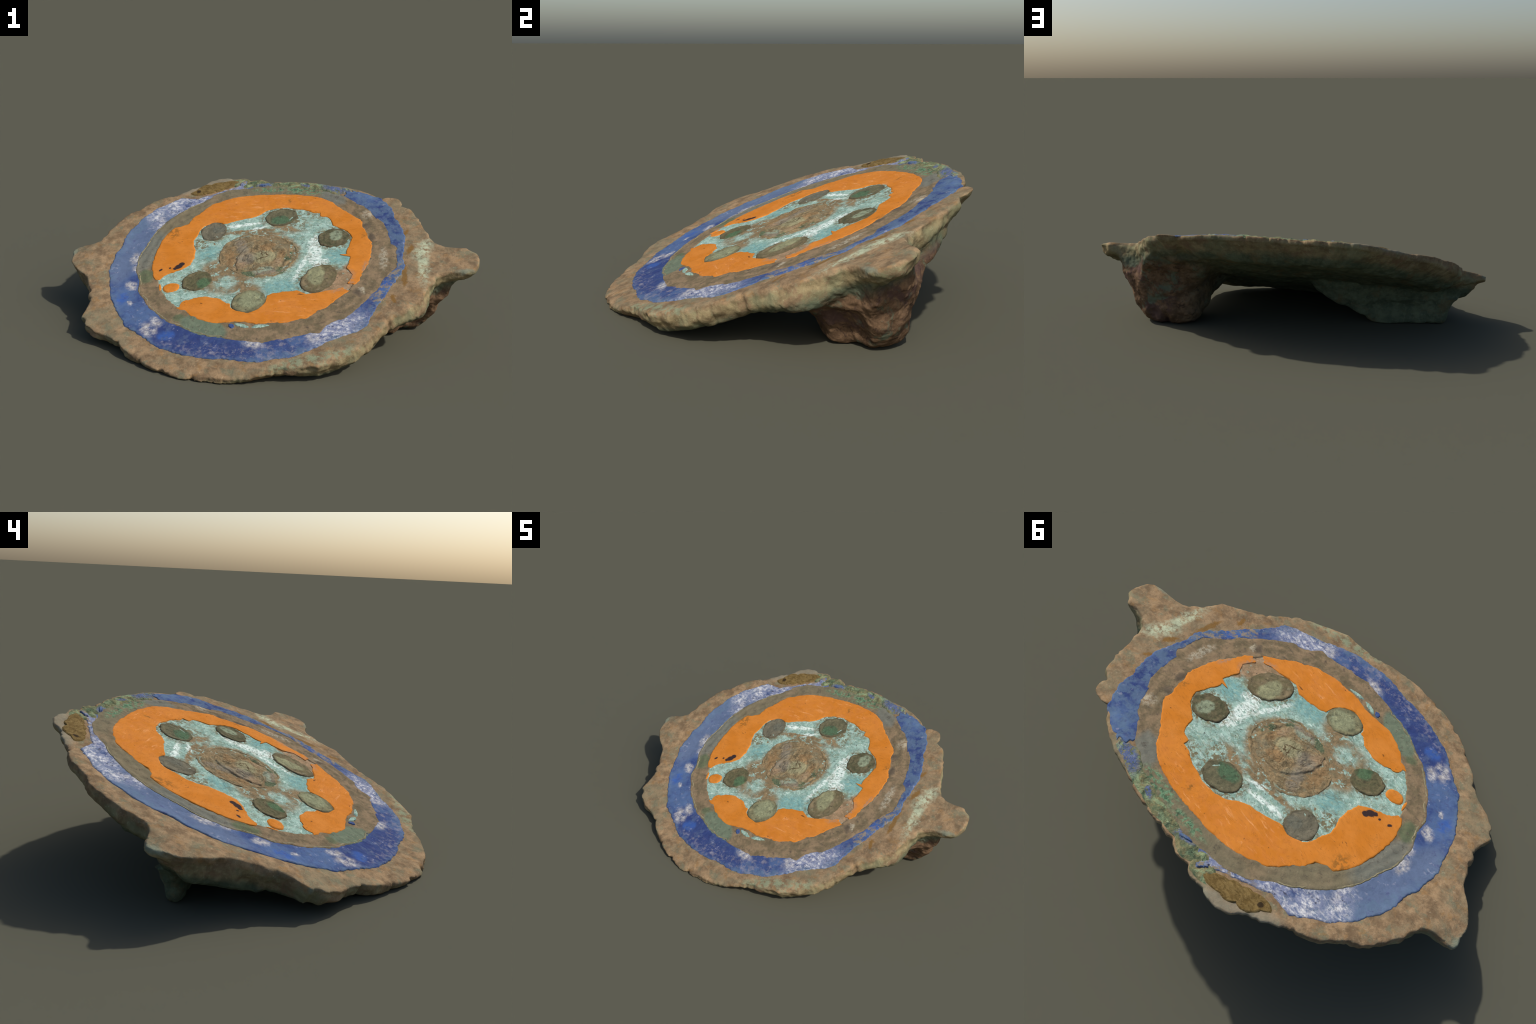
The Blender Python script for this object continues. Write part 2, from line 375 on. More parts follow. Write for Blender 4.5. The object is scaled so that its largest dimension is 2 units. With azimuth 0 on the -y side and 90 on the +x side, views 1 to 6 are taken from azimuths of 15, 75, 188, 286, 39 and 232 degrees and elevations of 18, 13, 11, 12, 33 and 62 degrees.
def blue_enamel():
    M = Mat("blue_enamel", 0.45, 0.4)
    mid = M.noise(13, 5, 0.65, 0.6)
    col = M.mix(M.ramp(mid, 0.40, 0.60), (58, 74, 118), (76, 96, 134))
    deep = M.any([M.patch((-0.23, -0.60), (0.19, 0.085), -22, 0.8), M.patch((-0.02, -0.64), (0.14, 0.05), 0, 0.8),
                  M.patch((0.53, 0.36), (0.13, 0.07), -60, 0.9), M.patch((0.62, 0.12), (0.03, 0.09), 0, 0.9)])
    col = M.mix(M.f("MULTIPLY", deep, 0.85), col, (51, 64, 110))
    light = M.any([M.patch((-0.68, 0.12), (0.10, 0.22), 5, 0.8), M.patch((-0.69, -0.14), (0.07, 0.12), 5, 0.8), M.patch((-0.60, 0.33), (0.08, 0.14), 38, 0.8)])
    col = M.mix(M.f("MULTIPLY", light, 0.85), col, (97, 111, 136))
    teal = M.any([M.patch((-0.58, -0.37), (0.05, 0.10), 25, 0.8), M.patch((-0.47, -0.46), (0.07, 0.06), 0, 0.8), M.patch((0.40, 0.56), (0.05, 0.03), 0, 0.8)])
    col = M.mix(M.f("MULTIPLY", teal, 0.7), col, (86, 108, 144))
    bright = M.any([M.patch((-0.30, -0.585), (0.035, 0.03), 20, 0.8), M.patch((0.61, -0.16), (0.02, 0.05), -10, 0.8), M.patch((-0.595, -0.36), (0.025, 0.04), 0, 0.8)])
    col = M.mix(M.f("MULTIPLY", bright, 0.8), col, (60, 92, 156))
    # paler and greener towards the outer edge, mottled all over
    off = M.v("LENGTH", M.v("MULTIPLY", M.v("SUBTRACT", M.warp(0.07), (-0.05, -0.03, 0)), (1, 1, 0)))
    rimm = M.f("MULTIPLY", M.ramp(off, 0.655, 0.685), M.ramp(M.noise(20, 5, 0.7, 0.2, (6, 2, 2)), 0.40, 0.56))
    col = M.mix(M.f("MULTIPLY", rimm, 0.75), col, (92, 112, 134))
    col = M.mix(M.f("MULTIPLY", M.ramp(M.noise(22, 6, 0.72, 0.2, (1, 8, 5)), 0.50, 0.64), 0.55), col, (88, 102, 128))
    col = M.mix(M.f("MULTIPLY", M.ramp(M.noise(30, 6, 0.72, 0.2, (4, 4, 8)), 0.54, 0.66), 0.5), col, (70, 72, 112))
    # chalky weathering: pale patches, flecks and two heavily speckled stretches
    white = M.any([M.patch((-0.376, -0.500), (0.036, 0.022), -35, 0.9), M.patch((-0.392, -0.556), (0.050, 0.032), -50, 0.9),
                   M.patch((-0.547, -0.387), (0.010, 0.020), 35, 0.7), M.patch((-0.585, -0.267), (0.036, 0.022), -40, 1.0),
                   M.patch((-0.612, -0.132), (0.018, 0.040), 20, 0.9), M.patch((-0.645, -0.058), (0.022, 0.046), 10, 1.0),
                   M.patch((-0.612, 0.262), (0.012, 0.05), 25, 0.8), M.patch((0.100, -0.590), (0.052, 0.022), -12, 0.9), M.patch((0.350, -0.520), (0.03, 0.03), 0, 0.9)])
    col = M.mix(M.f("MULTIPLY", M.f("MULTIPLY", white, M.ramp(M.noise(30, 6, 0.75, 0.2, (5, 5, 5)), 0.34, 0.60)), 0.80), col, M.mix(M.ramp(M.noise(50, 4, 0.7), 0.4, 0.6), (164, 158, 152), (212, 206, 196)))
    fl = M.voro(38, "F1", 0.07)
    fleck = M.f("MULTIPLY", M.ramp(fl.outputs["Distance"], 0.30, 0.14), M.ramp(M.noise(9, 3, 0.5, 0, (8, 8, 1)), 0.50, 0.60))
    col = M.mix(M.f("MULTIPLY", fleck, 0.4), col, (158, 158, 172))
    worn = M.any([M.patch((0.22, -0.62), (0.16, 0.09), 15, 1.2), M.patch((-0.05, -0.66), (0.25, 0.04), -3, 1.0), M.patch((0.45, -0.46), (0.16, 0.08), 45, 1.0)])
    wn = M.f("MULTIPLY", M.ramp(M.noise(34, 6, 0.75, 0.2, (1, 2, 6)), 0.48, 0.62), worn)
    col = M.mix(M.f("MULTIPLY", wn, 0.6), col, (138, 134, 142))
    speck = M.any([M.patch((-0.545, 0.430), (0.150, 0.085), 42, 0.9), M.patch((-0.660, 0.300), (0.045, 0.120), 28, 1.0), M.patch((-0.33, 0.57), (0.12, 0.03), 32, 1.0),
                   M.patch((0.445, -0.455), (0.135, 0.060), 48, 0.9)])
    sn = M.ramp(M.noise(58, 6, 0.78, 0.25, (7, 1, 5), (0.8, 1.25, 1)), 0.42, 0.64)
    col = M.mix(M.f("MULTIPLY", M.f("MULTIPLY", speck, M.ramp(M.noise(24, 5, 0.7, 0.2, (5, 1, 1)), 0.36, 0.56)), 0.7), col, (132, 138, 162))
    cloud = M.ramp(M.noise(13, 5, 0.7, 0.3, (9, 1, 7)), 0.36, 0.58)
    col = M.mix(M.f("MULTIPLY", M.f("MULTIPLY", speck, cloud), M.f("MULTIPLY", sn, 0.92)), col, (218, 216, 214))
    pits = M.f("MULTIPLY", speck, M.ramp(M.noise(60, 4, 0.7, 0.3, (3, 9, 2)), 0.58, 0.66))
    col = M.mix(M.f("MULTIPLY", pits, 0.85), col, (66, 68, 84))
    # where the ring thins at the lug the metal shows through
    thin = M.any([M.patch((0.64, -0.06), (0.05, 0.17), 8, 1.2), M.patch((0.60, -0.22), (0.05, 0.14), 18, 1.2), M.patch((-0.28, 0.62), (0.22, 0.05), 25, 1.2)])
    tn = M.f("MULTIPLY", thin, M.ramp(M.noise(30, 6, 0.72, 0.2, (4, 6, 1)), 0.50, 0.58))
    col = M.mix(tn, col, (136, 124, 106))
    bump = M.f("ADD", M.noise(45, 5, 0.7, 1.0), M.f("MULTIPLY", speck, M.f("MULTIPLY", sn, 0.5)))
    return M.done(shade(M, col, 24, 0.90, 1.12), bump, 0.35, 0.008)


def orange_enamel():
    M = Mat("orange_enamel", 0.5, 0.35)
    col = M.mix(M.ramp(M.noise(7, 4, 0.6, 0.4), 0.38, 0.62), (196, 119, 42), (203, 127, 53))
    worn = M.any([M.patch((0.02, 0.49), (0.30, 0.09), 0, 1.0), M.patch((-0.30, 0.38), (0.14, 0.12), 40, 1.0), M.patch((0.20, -0.36), (0.15, 0.09), 30, 1.0)])
    scr = M.ramp(M.noise(26, 5, 0.7, 0.6, (2, 3, 1), (0.35, 1.6, 1)), 0.56, 0.68)
    col = M.mix(M.f("MULTIPLY", M.f("MULTIPLY", worn, scr), 0.8), col, (226, 158, 98))
    wn = M.f("MULTIPLY", worn, M.ramp(M.noise(24, 4, 0.7, 0.4, (5, 8, 2)), 0.44, 0.6))
    col = M.mix(M.f("MULTIPLY", wn, 0.4), col, (196, 120, 58))
    # scratches and pits filled with dirt
    w = M.noise(9, 6, 0.7, 2.2, (1, 5, 7), (0.5, 1.3, 1))
    line = M.ramp(M.f("ABSOLUTE", M.f("SUBTRACT", w, 0.5)), 0.006, 0.001)
    col = M.mix(M.f("MULTIPLY", line, 0.5), col, (140, 88, 40))
    pit = M.f("MULTIPLY", M.ramp(M.noise(52, 2, 0.5, 0.4, (6, 6, 2), (0.7, 1.2, 1)), 0.70, 0.76), 0.85)
    col = M.mix(pit, col, (112, 72, 38))
    hole = M.any([M.patch((-0.398, -0.102), (0.016, 0.022), -20, 0.4, 0.02), M.patch((-0.390, -0.080), (0.014, 0.014), 0, 0.4, 0.02),
                  M.patch((-0.412, -0.120), (0.011, 0.012), 0, 0.4, 0.02), M.patch((-0.481, -0.137), (0.012, 0.007), 60, 0.6, 0.02), M.patch((-0.44, -0.118), (0.006, 0.006), 0, 0.6, 0.02)])
    col = M.mix(hole, col, (58, 46, 46))
    stain = M.any([M.patch((0.02, 0.49), (0.012, 0.02), 0, 0.8), M.patch((-0.515, 0.17), (0.03, 0.05), 20, 1.0), M.patch((0.455, 0.22), (0.016, 0.03), 10, 1.0)])
    col = M.mix(M.f("MULTIPLY", M.f("MULTIPLY", stain, M.ramp(M.noise(40, 4, 0.7), 0.45, 0.55)), 0.7), col, (132, 92, 44))
    peach = M.any([M.patch((0.415, -0.115), (0.045, 0.075), 10, 0.8), M.patch((0.40, -0.18), (0.05, 0.03), 40, 0.8), M.patch((0.497, -0.03), (0.014, 0.04), 0, 0.8)])
    col = M.mix(M.f("MULTIPLY", M.f("MULTIPLY", peach, M.ramp(M.noise(34, 4, 0.7, 0.8, (1, 1, 8)), 0.40, 0.52)), 0.9), col, (168, 128, 96))
    return M.done(shade(M, col, 18, 0.95, 1.05), M.f("SUBTRACT", M.noise(30, 5, 0.7, 0.8, (2, 2, 2), (0.5, 1.4, 1)), M.f("MULTIPLY", line, 0.4)), 0.38, 0.007)


def turquoise_enamel():
    M = Mat("turquoise_enamel", 0.5, 0.4)
    mid, fine = M.noise(20, 6, 0.72, 0.2), M.noise(54, 6, 0.78, 0.3, (3, 2, 8), (0.8, 1.25, 1))
    col = M.mix(M.ramp(mid, 0.42, 0.58), (134, 164, 150), (160, 188, 174))
    col = M.mix(M.f("MULTIPLY", M.ramp(fine, 0.53, 0.59), 0.75), col, (198, 216, 204))
    col = M.mix(M.f("MULTIPLY", M.ramp(M.noise(44, 6, 0.75, 0.3, (6, 1, 1)), 0.55, 0.61), 0.7), col, (104, 126, 110))
    col = M.mix(M.f("MULTIPLY", M.ramp(M.noise(30, 6, 0.75, 0.3, (1, 1, 3)), 0.55, 0.62), 0.6), col, (150, 168, 140))
    teal = M.any([M.patch((0.14, -0.20), (0.11, 0.05), 20, 1.0), M.patch((0.36, 0.05), (0.07, 0.06), 0, 0.9), M.patch((-0.28, 0.02), (0.06, 0.05), 30, 1.0)])
    col = M.mix(M.f("MULTIPLY", M.f("MULTIPLY", teal, M.ramp(fine, 0.40, 0.54)), 0.9), col, (116, 162, 158))
    white = M.any([M.patch((0.240, 0.060), (0.034, 0.085), 10, 0.5), M.patch((0.280, -0.010), (0.045, 0.030), 55, 0.5), M.patch((0.215, 0.150), (0.025, 0.05), 0, 0.7),
                   M.patch((0.195, -0.05), (0.012, 0.10), -8, 0.7), M.patch((-0.17, 0.262), (0.10, 0.014), 14, 0.7), M.patch((-0.09, 0.235), (0.05, 0.012), 30, 0.7)])
    col = M.mix(M.f("MULTIPLY", white, M.ramp(fine, 0.44, 0.49)), col, (224, 236, 226))
    peach = M.any([M.patch((0.415, -0.125), (0.060, 0.085), 10, 0.6), M.patch((0.42, -0.03), (0.035, 0.03), 20, 0.8), M.patch((0.37, -0.20), (0.06, 0.04), 40, 0.6)])
    halo = M.any([M.patch((0.297, -0.128), (0.125, 0.100), 72, 0.4), M.patch((0.010, 0.345), (0.110, 0.100), 0, 0.5), M.patch((0.310, 0.190), (0.098, 0.094), 0, 0.4),
                  M.patch((-0.277, -0.198), (0.088, 0.086), 0, 0.4), M.patch((-0.310, 0.198), (0.096, 0.082), 100, 0.4), M.patch((0.085, 0.300), (0.09, 0.06), -40, 0.8),
                  M.patch((-0.345, 0.085), (0.05, 0.05), 0, 0.9), M.patch((0.16, 0.375), (0.06, 0.03), -20, 0.9)])
    col = M.mix(M.f("MULTIPLY", halo, M.ramp(M.noise(40, 6, 0.75, 0.2, (2, 4, 1)), 0.49, 0.53)), col, (120, 112, 86))
    col = M.mix(M.f("MULTIPLY", peach, M.ramp(M.noise(30, 5, 0.7, 0.2, (2, 2, 1)), 0.30, 0.44)), col, M.mix(M.ramp(mid, 0.4, 0.6), (140, 118, 90), (164, 136, 106)))
    # brown crust round the boss and to the south-west
    crust = M.any([M.patch((-0.135, -0.185), (0.125, 0.095), 8, 0.8), M.patch((-0.20, -0.10), (0.08, 0.07), 0, 0.8), M.patch((-0.04, -0.23), (0.10, 0.05), -20, 0.9),
                   M.patch((-0.05, 0.20), (0.12, 0.015), 6, 0.9), M.patch((0.04, 0.262), (0.08, 0.03), -25, 1.0), M.patch((-0.10, 0.215), (0.17, 0.016), 12, 0.7), M.patch((-0.03, 0.02), (0.205, 0.180), 20, 0.2)])
    eye = M.patch((-0.140, -0.200), (0.055, 0.045), 10, 1.0)
    crust = M.f("MULTIPLY", crust, M.f("SUBTRACT", 1.0, M.f("MULTIPLY", eye, M.ramp(mid, 0.36, 0.5))))
    cc = M.mix(M.ramp(M.noise(26, 5, 0.7, 1.0, (8, 3, 3)), 0.40, 0.60), (120, 106, 80), (146, 124, 92))
    col = M.mix(M.f("MULTIPLY", crust, M.ramp(M.noise(24, 6, 0.75, 0.2, (4, 1, 9)), 0.40, 0.46)), col, cc)
    scat = M.f("MULTIPLY", M.ramp(M.noise(15, 7, 0.75, 0.3, (2, 6, 6)), 0.55, 0.60), 0.35)
    col = M.mix(scat, col, (128, 124, 96))
    w = M.noise(8, 5, 0.7, 2.5, (3, 3, 7))
    line = M.ramp(M.f("ABSOLUTE", M.f("SUBTRACT", w, 0.5)), 0.010, 0.002)
    col = M.mix(M.f("MULTIPLY", line, 0.6), col, (92, 84, 66))
    dots = M.ramp(M.noise(64, 2, 0.5, 0.3, (9, 6, 3)), 0.69, 0.75)
    col = M.mix(M.f("MULTIPLY", dots, 0.8), col, (70, 66, 60))
    return M.done(shade(M, col, 40, 0.88, 1.12), M.f("SUBTRACT", fine, M.f("MULTIPLY", line, 0.5)), 0.5, 0.008)


def ring_metal():
    M = Mat("inner_ring_bronze", 0.65, 0.3)
    mid, fine = M.noise(16, 7, 0.74, 0.2), M.noise(58, 5, 0.75, 0.2, (2, 5, 4))
    col = M.mix(M.ramp(mid, 0.40, 0.60), (110, 98, 76), (138, 118, 92))
    cool = M.any([M.patch((-0.50, 0.24), (0.24, 0.34), 30, 1.0), M.patch((-0.15, 0.57), (0.3, 0.06), 6, 1.0)])
    col = M.mix(M.f("MULTIPLY", cool, 0.7), col, (116, 110, 88))
    grey = M.any([M.patch((-0.585, 0.00), (0.06, 0.17), 0, 0.5), M.patch((0.240, 0.540), (0.085, 0.05), -38, 0.5)])
    col = M.mix(M.f("MULTIPLY", grey, 0.85), col, (112, 114, 104))
    gseg = M.patch((-0.150, -0.512), (0.125, 0.062), -22, 0.25, 0.015)
    col = M.mix(M.f("MULTIPLY", gseg, 0.9), col, (106, 120, 100))
    green = M.any([M.patch((0.115, 0.595), (0.06, 0.035), -8, 0.8), M.patch((0.04, 0.585), (0.06, 0.03), 0, 0.8), M.patch((-0.10, 0.59), (0.09, 0.025), 8, 0.9)])
    col = M.mix(M.f("MULTIPLY", green, M.ramp(M.noise(34, 6, 0.75, 0.2, (1, 4, 4)), 0.42, 0.56)), col, M.mix(M.ramp(fine, 0.42, 0.58), (66, 92, 70), (112, 146, 112)))
    g2 = M.any([M.patch((-0.540, -0.190), (0.04, 0.055), 20, 0.5), M.patch((-0.28, -0.462), (0.025, 0.025), 0, 0.8)])
    col = M.mix(M.f("MULTIPLY", g2, 0.8), col, (92, 104, 78))
    pale = M.any([M.patch((0.570, 0.050), (0.020, 0.075), 8, 0.7), M.patch((0.508, -0.190), (0.012, 0.025), 20, 0.7), M.patch((0.44, 0.40), (0.03, 0.03), 40, 1.2)])
    col = M.mix(M.f("MULTIPLY", pale, M.f("MULTIPLY", M.ramp(fine, 0.42, 0.56), 0.75)), col, (174, 166, 144))
    col = M.mix(M.f("MULTIPLY", M.ramp(fine, 0.60, 0.70), 0.5), col, (158, 150, 124))
    dark = M.any([M.patch((0.45, 0.30), (0.025, 0.02), 0, 0.8), M.patch((0.49, 0.21), (0.015, 0.03), 20, 0.8), M.patch((0.49, -0.21), (0.018, 0.03), 30, 0.8)])
    col = M.mix(M.f("MULTIPLY", M.any([M.f("MULTIPLY", M.ramp(M.noise(36, 6, 0.75, 0.3, (3, 3, 1)), 0.55, 0.68), 0.8), M.f("MULTIPLY", dark, 0.7)]), 0.9), col, (82, 74, 66))
    return M.done(shade(M, col, 30), M.f("ADD", mid, M.f("MULTIPLY", fine, 0.4)), 0.5, 0.010)


def stud_metal(name, base, other, centre=None, pale=(150, 152, 122), rad=(0.045, 0.045), amount=0.9, body=None):
    M = Mat(name, 0.62, 0.35)
    mid, fine = M.noise(24, 7, 0.75, 0.3), M.noise(70, 4, 0.7, 0.6, (2, 5, 4))
    col = M.mix(M.ramp(mid, 0.40, 0.62), base, other)
    if body:
        edge = M.f("SUBTRACT", 1.0, M.patch(body[0], (body[1] * 0.93, body[2] * 0.93), body[3], 0.2, 0.03))
        col = M.mix(M.f("MULTIPLY", edge, 0.7), col, (84, 76, 58))
    if centre:
        p = M.patch(centre, rad, 10, 0.4, 0.045)
        col = M.mix(M.f("MULTIPLY", p, amount), col, M.mix(M.ramp(fine, 0.4, 0.6), pale, tuple(int(c * 0.88) for c in pale)))
    col = M.mix(M.f("MULTIPLY", M.ramp(fine, 0.60, 0.70), 0.5), col, (146, 146, 120))
    col = M.mix(M.f("MULTIPLY", M.ramp(M.noise(40, 6, 0.75, 0.3, (3, 3, 1)), 0.54, 0.66), 0.75), col, (72, 68, 54))
    return M.done(shade(M, col, 36), M.f("ADD", mid, M.f("MULTIPLY", fine, 0.4)), 0.55, 0.010)


def boss_metal():
    M = Mat("boss_bronze", 0.62, 0.35)
    mid, fine = M.noise(20, 7, 0.75, 0.3), M.noise(60, 5, 0.75, 0.2, (2, 5, 4))
    col = M.mix(M.ramp(mid, 0.42, 0.58), (118, 104, 78), (150, 128, 94))
    band = M.ramp(M.noise(14, 6, 0.7, 0.3, (4, 2, 4)), 0.52, 0.60)
    col = M.mix(M.f("MULTIPLY", band, 0.7), col, (128, 120, 96))
    col = M.mix(M.f("MULTIPLY", M.any([M.patch((-0.003, 0.075), (0.040, 0.020), -25, 0.6), M.patch((0.015, 0.105), (0.028, 0.016), 10, 0.6), M.patch((0.075, 0.035), (0.022, 0.03), 0, 0.7), M.patch((-0.16, -0.01), (0.03, 0.07), 20, 0.9)]), 0.5), col, (148, 114, 76))
    col = M.mix(M.f("MULTIPLY", M.any([M.patch((0.005, 0.005), (0.060, 0.045), 20, 0.6), M.patch((-0.02, -0.005), (0.04, 0.025), 0, 0.6)]), 0.85), col, (152, 148, 114))
    col = M.mix(M.f("MULTIPLY", M.any([M.patch((-0.085, -0.015), (0.045, 0.05), 10, 0.7), M.patch((-0.125, 0.075), (0.03, 0.07), 30, 0.8), M.patch((0.035, -0.10), (0.07, 0.022), 15, 0.7)]), 0.6), col, (130, 124, 112))
    col = M.mix(M.f("MULTIPLY", M.any([M.patch((0.125, 0.030), (0.022, 0.040), -15, 0.6), M.patch((-0.040, -0.125), (0.040, 0.020), -20, 0.6), M.patch((0.105, -0.080), (0.02, 0.05), 40, 0.7)]), 0.85), col, (82, 100, 76))
    col = M.mix(M.f("MULTIPLY", M.patch((0.020, -0.088), (0.045, 0.018), 20, 0.6), 0.85), col, (150, 160, 138))
    col = M.mix(M.f("MULTIPLY", M.any([M.patch((-0.10, -0.07), (0.035, 0.025), 30, 0.7), M.patch((0.08, -0.030), (0.015, 0.04), 0, 0.8)]), 0.7), col, (160, 134, 104))
    crack = M.any([M.patch((-0.004, -0.003), (0.034, 0.0055), 40, 0.5, 0.05), M.patch((-0.015, 0.030), (0.024, 0.004), -70, 0.5, 0.05), M.patch((0.008, 0.03), (0.018, 0.004), -30, 0.5, 0.05)])
    col = M.mix(M.f("MULTIPLY", crack, 0.85), col, (84, 66, 46))
    w = M.noise(10, 6, 0.7, 0.8, (3, 3, 7))
    line = M.ramp(M.f("ABSOLUTE", M.f("SUBTRACT", w, 0.5)), 0.012, 0.002)
    col = M.mix(M.f("MULTIPLY", line, 0.55), col, (88, 76, 56))
    col = M.mix(M.f("MULTIPLY", M.ramp(fine, 0.56, 0.62), 0.55), col, (166, 154, 120))
    col = M.mix(M.f("MULTIPLY", M.ramp(M.noise(46, 6, 0.75, 0.3, (6, 3, 1)), 0.56, 0.62), 0.6), col, (90, 80, 60))
    return M.done(shade(M, col, 36), M.f("SUBTRACT", M.f("ADD", mid, M.f("MULTIPLY", fine, 0.4)), M.f("MULTIPLY", line, 0.4)), 0.6, 0.012)


def crust_metal():
    M = Mat("green_corrosion", 0.7, 0.3)
    mid, fine = M.noise(22, 7, 0.75, 0.3), M.noise(64, 4, 0.7, 0.6, (2, 5, 4))
    col = M.mix(M.ramp(mid, 0.38, 0.62), (94, 106, 80), (138, 128, 92))
    col = M.mix(M.f("MULTIPLY", M.ramp(M.noise(17, 5, 0.7, 1.0, (5, 5, 1)), 0.50, 0.60), 0.8), col, (138, 156, 118))
    col = M.mix(M.f("MULTIPLY", M.ramp(M.noise(28, 5, 0.7, 1.0, (1, 5, 8)), 0.54, 0.62), 0.8), col, (70, 88, 68))
    bl = M.any([M.patch((0.245, 0.62), (0.08, 0.03), -20, 1.0), M.patch((0.075, 0.64), (0.03, 0.013), -30, 0.8), M.patch((-0.15, 0.63), (0.04, 0.02), 20, 0.9)])
    col = M.mix(M.f("MULTIPLY", bl, M.ramp(fine, 0.40, 0.52)), col, (92, 104, 138))
    col = M.mix(M.f("MULTIPLY", M.ramp(fine, 0.60, 0.70), 0.6), col, (172, 176, 146))
    col = M.mix(M.f("MULTIPLY", M.ramp(M.noise(34, 5, 0.7, 1.2, (3, 7, 1)), 0.60, 0.68), 0.7), col, (70, 60, 48))
    return M.done(shade(M, col, 30), M.f("ADD", mid, M.f("MULTIPLY", fine, 0.5)), 0.7, 0.014)


def ochre_enamel():
    M = Mat("ochre_enamel", 0.6, 0.35)
    mid = M.noise(36, 6, 0.75, 1.0, (0, 0, 0), (1, 1.6, 1))
    col = M.mix(M.ramp(mid, 0.40, 0.60), (106, 86, 50), (134, 112, 70))
    col = M.mix(M.f("MULTIPLY", M.patch((-0.50, 0.548), (0.011, 0.011), 0, 0.5, 0.02), 0.9), col, (52, 42, 32))
    col = M.mix(M.f("MULTIPLY", M.ramp(M.noise(60, 4, 0.7, 0, (2, 2, 2)), 0.62, 0.70), 0.6), col, (164, 140, 98))
    return M.done(shade(M, col, 36), mid, 0.7, 0.012)


M_PLATE = bronze("corroded_bronze")
M_BLUE, M_ORANGE, M_TURQ, M_RING = blue_enamel(), orange_enamel(), turquoise_enamel(), ring_metal()
M_BOSS, M_CRUST, M_OCHRE = boss_metal(), crust_metal(), ochre_enamel()


# ------------------------------------------------------------------ metal plate with lugs
# depth of the side wall round the edge: (degrees, metres)
EDGE = [(-180, 0.050), (-176, 0.072), (-171, 0.108), (-165, 0.118), (-158, 0.115), (-153, 0.094), (-148, 0.076), (-140, 0.060), (-120, 0.056), (-105, 0.056), (-88, 0.062),
        (-70, 0.070), (-56, 0.084), (-48, 0.086), (-40, 0.088), (-30, 0.090), (-20, 0.100), (-10, 0.120), (-4, 0.096), (2, 0.078), (10, 0.066),
        (14, 0.095), (20, 0.085), (27, 0.060), (40, 0.034), (60, 0.030), (100, 0.031), (125, 0.032), (150, 0.033), (165, 0.043), (173, 0.060),
        (177, 0.058), (180, 0.050)]


def edge_depth(t, u, v):
    g = math.degrees(t)
    g = (g + 180) % 360 - 180
    for a, b in zip(EDGE[:-1], EDGE[1:]):
        if a[0] <= g <= b[0]:
            d = lerp(a[1], b[1], (g - a[0]) / (b[0] - a[0]))
            break
    d *= 1 - 0.45 * smooth(-0.92, -1.0, u)
    return d + 0.006 * fbm((u, v, 0), 4.0, 3, 11)


def floor_h(u, v):
    """height over the face at which a point under (u, v) touches the ground"""
    p = FACE @ Vector((u, v, 0))
    return -(p.z - 0.001) / N.z


NA, KT = 1100, 70
# even steps along the outline, each with its polar angle
dense = []
for i in range(7200):
    t = 2 * math.pi * i / 7200
    r = rim(t)
    dense.append((t, r * math.cos(t), r * math.sin(t)))
acc = [0.0]
for i in range(1, 7201):
    a, b = dense[i - 1], dense[i % 7200]
    acc.append(acc[-1] + math.hypot(a[1] - b[1], a[2] - b[2]))
angles, j = [], 0
for i in range(NA):
    s = acc[-1] * i / NA
    while acc[j + 1] < s:
        j += 1
    angles.append(2 * math.pi * (j + (s - acc[j]) / max(1e-9, acc[j + 1] - acc[j])) / 7200)

verts, rows = [], []
# (inset towards the centre, fraction of the edge thickness) down the side wall
WALL = [(0.009, 0.0), (0.004, 0.02), (0.0012, 0.06), (0.0, 0.14), (0.001, 0.26), (0.003, 0.40), (0.006, 0.54), (0.011, 0.67), (0.019, 0.80), (0.030, 0.90), (0.045, 0.97), (0.060, 1.0)]


def bump_at(a, b, x, c, w):
    return a + b * math.exp(-((x - c) / w) ** 2)


def bevel(t):
    """1 where the underside runs out to a thin edge (the back), 0 where the edge is a full wall"""
    t = math.degrees(t) % 360
    return smooth(20, 40, t) * smooth(186, 172, t)


def rim_pt(t):
    r = rim(t)
    g = math.degrees(t)
    g = (g + 180) % 360 - 180
    r += 0.006 * smooth(-0.2, -0.8, math.sin(t)) - 0.014 * math.exp(-((g + 45) / 15) ** 2) - 0.004 * smooth(0.2, 0.7, math.sin(t)) + 0.005 * fbm((math.cos(t), math.sin(t), 0), 9, 3, 21) + 0.004 * fbm((math.cos(t), math.sin(t), 0), 26, 3, 22) - 0.010 * smooth(-0.86, -0.82, r * math.cos(t)) * smooth(0.25, 0.6, fbm((math.cos(t), math.sin(t), 0), 15, 3, 24))
    return r


radii = [rim_pt(t) for t in angles]
OUT = [(r * math.cos(t), r * math.sin(t)) for t, r in zip(angles, radii)]
NRM = []
for i in range(NA):
    a, b = OUT[(i - 4) % NA], OUT[(i + 4) % NA]
    l = math.hypot(b[0] - a[0], b[1] - a[1])
    NRM.append(((b[1] - a[1]) / l, -(b[0] - a[0]) / l))
for k in range(1, KT):                                        # face
    s = (k / KT)
    row = []
    for t, r in zip(angles, radii):
        q = (r - 0.010) * s
        u, v = q * math.cos(t), q * math.sin(t)
        h = 0.0025 * fbm((u, v, 0), 14, 4, 31) - 0.003
        e = r - q
        h += rim_rise(u, v)
        h -= 0.004 * smooth(0.016, 0.0, e) ** 2
        h += face_drop(u, v) - 0.008 * smooth(-0.92, -1.0, u)
        row.append(len(verts)); verts.append((u, v, h))
    rows.append(row)
